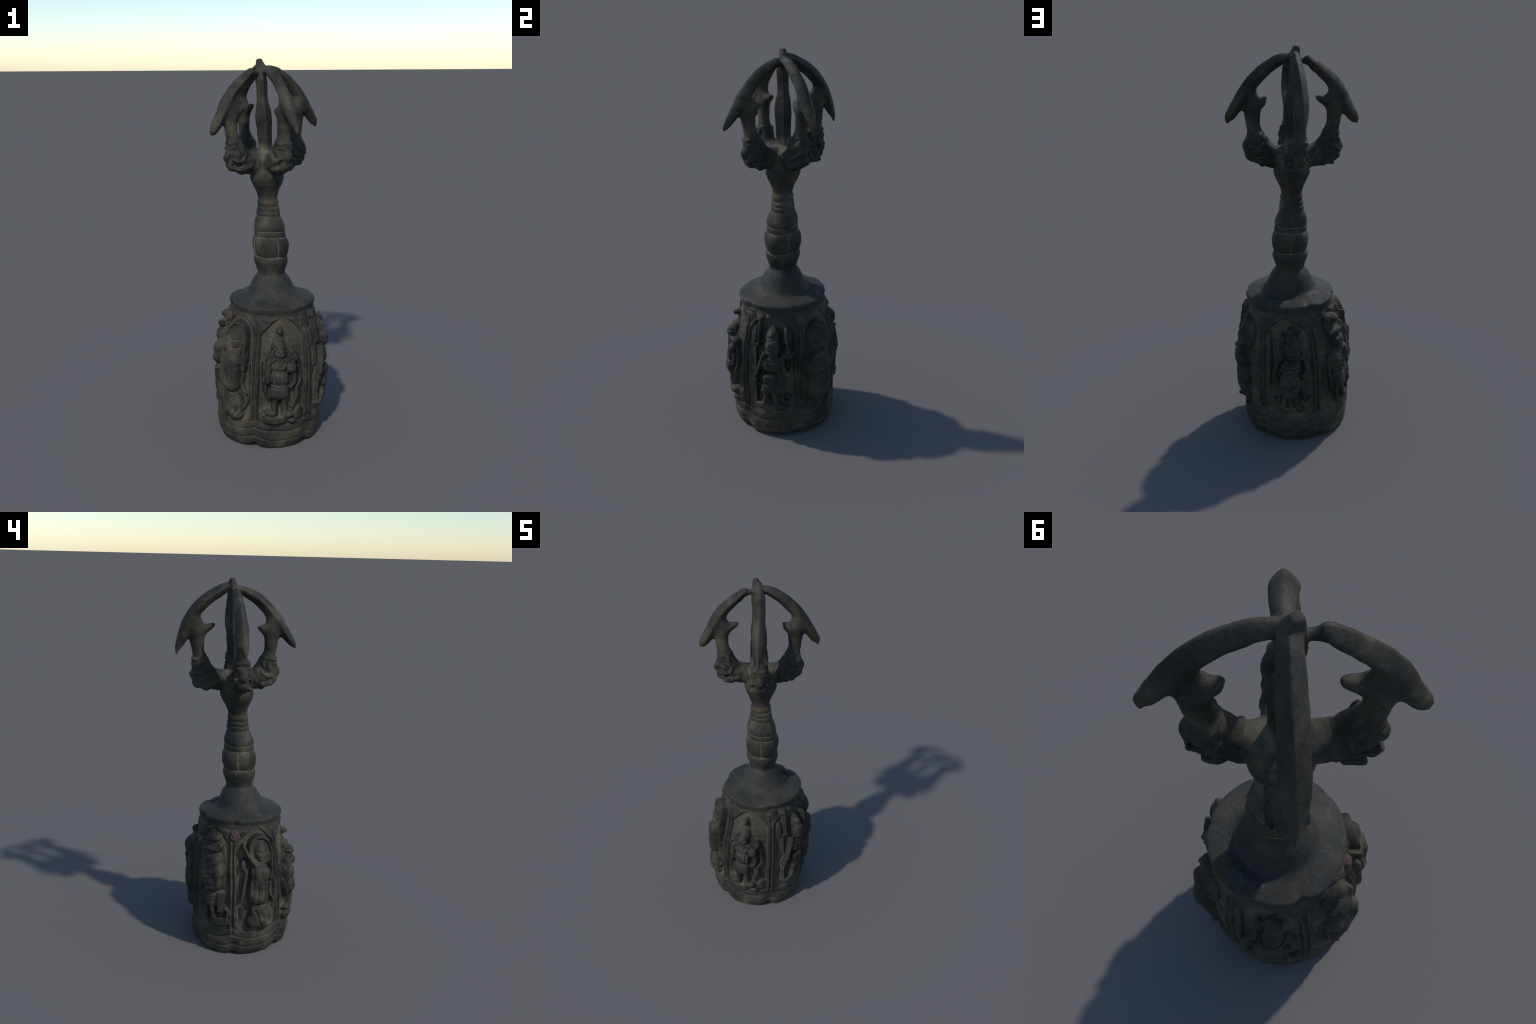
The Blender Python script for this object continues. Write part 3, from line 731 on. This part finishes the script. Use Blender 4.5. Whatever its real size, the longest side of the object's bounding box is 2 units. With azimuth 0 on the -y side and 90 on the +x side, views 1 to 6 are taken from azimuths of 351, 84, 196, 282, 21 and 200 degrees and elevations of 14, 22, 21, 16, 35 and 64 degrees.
# the four outer prongs.  shift: (fang drop, tip reach, tip height)
PRONGS = [
    dict(az=20.5, lean=.006, low=.009, fang=1.0, ridge=1.4, spike=(.120, 1.752), head=(0, 0), outer=[(.010, 1.963), (.050, 1.960), (.091, 1.945), (.140, 1.919), (.189, 1.878), (.224, 1.840), (.253, 1.804), (.285, 1.749), (.315, 1.698), (.331, 1.664), (.327, 1.643)]),
    dict(az=108.5, lean=.002, low=-.013, fang=1.12, ridge=1.4, spike=(.124, 1.762), head=(.006, .012), outer=[(.010, 1.964), (.044, 1.967), (.085, 1.957), (.137, 1.929), (.182, 1.894), (.224, 1.853), (.264, 1.797), (.297, 1.742), (.320, 1.700), (.326, 1.672), (.318, 1.648)]),
    dict(az=203.0, lean=.0, low=-.005, fang=1.22, ridge=1.22, spike=(.103, 1.764), head=(-.006, -.016), outer=[(.015, 1.984), (.040, 1.980), (.074, 1.970), (.112, 1.949), (.158, 1.923), (.206, 1.882), (.249, 1.828), (.282, 1.763), (.303, 1.697), (.311, 1.648), (.305, 1.609)]),
    dict(az=293.0, lean=-.003, low=.013, fang=1.0, ridge=1.3, spike=(.106, 1.760), head=(0, -.002), broken=True, outer=[(.082, 1.953), (.100, 1.944), (.124, 1.927), (.170, 1.892), (.213, 1.851), (.248, 1.799), (.277, 1.745), (.303, 1.696), (.316, 1.660), (.318, 1.645), (.310, 1.629)])]
HALF = [.0225, .0240, .0280, .0305, .0325, .0335, .0330, .0295, .0225, .0140]      # in the plane of the prong
ACROSS = [.0200, .0235, .0260, .0280, .0295, .0305, .0310, .0280, .0170, .0100]   # across it
for i, p in enumerate(PRONGS):
    A = p['az']; q = p['ridge']
    O = np.array(p['outer']); T = np.gradient(O, axis=0); T /= np.linalg.norm(T, axis=1, keepdims=True)
    def lean(z):                                     # the prongs are not quite plumb
        return float(np.interp(z, [1.54, 1.61, 1.68, 1.76, 1.86, 1.96], [p['low'], p['low'] * .5, 0, p['lean'] * .2, p['lean'], p['lean'] * 1.5]))
    arc_ = [(o[0] + t[1] * h, o[1] - t[0] * h, h, b * (1 + .25 * (1.6 - q)), lean(o[1]))
            for o, t, h, b in zip(O[:-1], T, HALF[:8] + [h_ * p['fang'] for h_ in HALF[8:]], ACROSS)]
    arc_.append((O[-1][0] - .003, O[-1][1] + .005, .0058, .0058, 0.0))
    sweep(A, smooth_spine(arc_, 4), .008, q)
    if p.get('broken'):
        sweep(A, [(.080, 1.927, .013, .012, -.004), (.00, 1.936, .014, .013, -.008)], .008)
    stem = [(.206, 1.768, .040, .028), (.198, 1.715, .038, .029), (.194, 1.675, .0355, .029), (.192, 1.640, .0325, .029), (.185, 1.605, .0345, .031), (.179, 1.575, .040, .035)]
    sweep(A, smooth_spine([q_ + (lean(q_[1]),) for q_ in stem]), .024)
    sx, sz = p['spike']
    sweep(A, smooth_spine([(.190, 1.733, .038, .028), (.154, 1.744, .0235, .022), (.130 + (sx - .113), sz - .005, .0135, .016), (sx + .008, sz, .0085, .010)]), .018)
    # beast head: thick neck rising out of the hub, collar, snout, brow, eyes, jaw, curls
    hr, hz = p['head']
    lo = p['low']
    neck = [(.184, 1.590, .034, .034), (.180, 1.545 + hz * .5, .046, .041), (.160 + hr, 1.500 + hz, .052, .046), (.115, 1.481, .053, .047), (.064, 1.477, .056, .052), (.01, 1.476, .052, .050)]
    sweep(A, smooth_spine([q_ + (lo * .6 if n_ == 0 else lo,) for n_, q_ in enumerate(neck)]), .014)
    sweep(A, smooth_spine([(.158, 1.585, .020, .030, lo * .6), (.142, 1.548, .026, .036, lo), (.112, 1.515, .026, .042, lo), (.07, 1.495, .026, .044, lo)]), .016)   # throat
    sweep(A, [(.160, 1.598, .008, .033, lo * .5), (.214, 1.588, .012, .033, lo * .5)], .006)                       # collar
    sweep(A, [(.165, 1.572, .008, .036, lo * .7), (.214, 1.566 + hz * .4, .012, .035, lo * .7)], .006)
    def part(pts, k=.006, tau0=0.0, cut=False):
        sweep(A, smooth_spine([(r + hr, z + hz, a_, b_) for r, z, a_, b_ in pts], 4), k, 2.0, tau0 + lo, cut)
    part([(.205, 1.548, .020, .026), (.226, 1.524, .0170, .021), (.222, 1.506, .013, .018)])     # snout
    part([(.200, 1.502, .018, .036), (.214, 1.480, .0165, .031), (.196, 1.462, .015, .028)])     # lip
    part([(.190, 1.470, .017, .032), (.163, 1.453, .016, .030), (.148, 1.440 - hz * .5, .0145, .026)])     # chin
    for sd in (-1, 1):
        j = rng.uniform(-.007, .007, 8)
        part([(.192 + j[0], 1.530 + j[1], .012, .012), (.186 + j[0], 1.526 + j[2], .010, .012)], .006, sd * .034)                 # eye
        part([(.218, 1.514, .007, .011), (.190 + j[2], 1.496 + j[3], .009, .012), (.158, 1.502 + j[4], .010, .012), (.145, 1.535 + j[5], .009, .012)], .006, sd * .039)
        part([(.178 + j[1], 1.556, .007, .010), (.164, 1.532 + j[0], .008, .010), (.156 + j[2], 1.566, .007, .010), (.164, 1.592, .007, .009)], .006, sd * .034)
        part([(.185, 1.458 + j[3], .009, .012), (.155 + j[4], 1.457, .012, .012), (.122, 1.470 + j[0], .011, .012), (.098, 1.492 + j[6], .010, .010)], .007, sd * .041)
        part([(.210 + j[0], 1.517, .005, .012), (.180 + j[2], 1.512, .006, .012), (.152, 1.480 + j[1], .006, .012), (.125, 1.455 + j[7], .005, .010)], .007, sd * .055, True)
        part([(.175 + j[5], 1.552 + j[6], .005, .010), (.150 + j[7], 1.528, .006, .010)], .006, sd * .047, True)

X, Y, Zc = coords((slice(None), slice(None), slice(None)))
near = np.abs(D) < .02
ii = np.argwhere(near)
D[near] += (.0011 * lumps(gx[ii[:, 0]], gy[ii[:, 1]], gz[ii[:, 2]], 55.0) + .0005 * lumps(gx[ii[:, 0]], gy[ii[:, 1]], gz[ii[:, 2]], 150.0)).astype(np.float32)

hh = (np.abs(D) < .02) & (gz[None, None, :] > 1.40) & (gz[None, None, :] < 1.60) & (np.hypot(gx - CX, 0)[:, None, None] ** 2 + ((gy - CY) ** 2)[None, :, None] > .10 ** 2)
ii = np.argwhere(hh)
D[hh] += (.0028 * lumps(gx[ii[:, 0]], gy[ii[:, 1]], gz[ii[:, 2]], 75.0)).astype(np.float32)

def surface_nets(D, origin, h):
    inside = D < 0
    nx, ny, nz = D.shape
    c = np.zeros((nx - 1, ny - 1, nz - 1), np.int8)
    offs = [(i, j, k) for i in (0, 1) for j in (0, 1) for k in (0, 1)]
    for i, j, k in offs:
        c += inside[i:nx - 1 + i, j:ny - 1 + j, k:nz - 1 + k]
    cells = np.argwhere((c > 0) & (c < 8))
    idx = -np.ones(c.shape, np.int64); idx[tuple(cells.T)] = np.arange(len(cells))
    acc = np.zeros((len(cells), 3)); cnt = np.zeros(len(cells))
    val = {o: D[cells[:, 0] + o[0], cells[:, 1] + o[1], cells[:, 2] + o[2]].astype(float) for o in offs}
    for o in offs:
        for axis in range(3):
            if o[axis]: continue
            e = list(o); e[axis] = 1; e = tuple(e)
            va, vb = val[o], val[e]; m = (va < 0) != (vb < 0)
            t = np.where(m, va / np.where(m, va - vb, 1), 0)
            p = np.tile(np.array(o, float), (len(cells), 1)); p[:, axis] += t
            acc[m] += p[m]; cnt[m] += 1
    V = (cells + acc / cnt[:, None]) * h + np.array(origin)
    quads = []
    for axis in range(3):
        u, v = (axis + 1) % 3, (axis + 2) % 3
        sl0 = [slice(1, -1)] * 3; sl1 = [slice(1, -1)] * 3
        sl0[axis] = slice(0, -1); sl1[axis] = slice(1, None)
        a, b = inside[tuple(sl0)], inside[tuple(sl1)]
        for m, flip in ((a & ~b, False), (~a & b, True)):
            e = np.argwhere(m)
            for ax in range(3):
                if ax != axis: e[:, ax] += 1
            def cell(du, dv):
                w = e.copy(); w[:, u] += du; w[:, v] += dv
                return idx[tuple(w.T)]
            f = np.stack([cell(-1, -1), cell(0, -1), cell(0, 0), cell(-1, 0)], -1)
            quads.append(f[:, ::-1] if flip else f)
    F = np.concatenate(quads); return V, F[(F >= 0).all(1)]

V, F = surface_nets(D, (gx[0], gy[0], gz[0]), H)
# open the bottom face (it sits inside the grip) and relax the net
def relax(V, F, n, lam):
    E = np.concatenate([F[:, [0, 1]], F[:, [1, 2]], F[:, [2, 3]], F[:, [3, 0]]])
    deg = np.bincount(E.ravel(), minlength=len(V)).astype(float)
    for _ in range(n):
        S = np.zeros_like(V)
        for c in range(3):
            S[:, c] = np.bincount(E[:, 0], V[E[:, 1], c], len(V)) + np.bincount(E[:, 1], V[E[:, 0], c], len(V))
        V = V + lam * (S / deg[:, None] - V)
    return V
V = relax(V, F, 2, .5); V = relax(V, F, 1, -.4)
fc = V[F].mean(1)
rho = np.hypot(fc[:, 0] - CX, fc[:, 1] - CY); fa = np.degrees(np.arctan2(fc[:, 0] - CX, -(fc[:, 1] - CY))) % 360
dist = np.stack([np.abs(wrap(fa - p['az'])) for p in PRONGS], 1); near_p = dist.argmin(1)
pxx = fc[:, 0] - np.interp(fc[:, 2], [1.42, 1.58, 1.71, 1.874, 2.0], [-.006, -.011, -.019, -.028, -.039])
pyy = fc[:, 1] - np.interp(fc[:, 2], [1.42, 1.58, 1.71, 1.874, 2.0], [.028, .033, .036, .042, .048])
uu = np.abs(pxx * math.sin(a) - pyy * math.cos(a)); vv = np.abs(pxx * math.cos(a) + pyy * math.sin(a))
post_f = (np.maximum(uu, vv) < spline(fc[:, 2], POST) + .004) & (fc[:, 2] > 1.50)
lab = 10. + near_p * 2 + (fc[:, 2] < 1.602)
lab = np.where(post_f, 1., lab)
lab = np.where((fc[:, 2] < 1.415) & (np.hypot(fc[:, 0] + .004, fc[:, 1] - .024) < .100), 0., lab)
hub = (rho < .075) & (fc[:, 2] >= 1.405) & (fc[:, 2] < 1.56) & ~post_f
lab = np.where(hub & (lab >= 10), 2., lab)
keep = fc[:, 2] > 1.2885
F, lab = F[keep], lab[keep]
region_objects(V, F, lab, {0: ('crown_cup', root, [mat_crown]), 1: ('central_prong', root, [mat_crown]), 2: ('crown_hub', root, [mat_crown])})
outer = region_objects(V, F, lab, {10 + 2 * i: ('prong', root, [mat_crown]) for i in range(4)})
for i in range(4):
    region_objects(V, F, lab, {11 + 2 * i: ('beast_head', outer[10 + 2 * i], [mat_crown])})
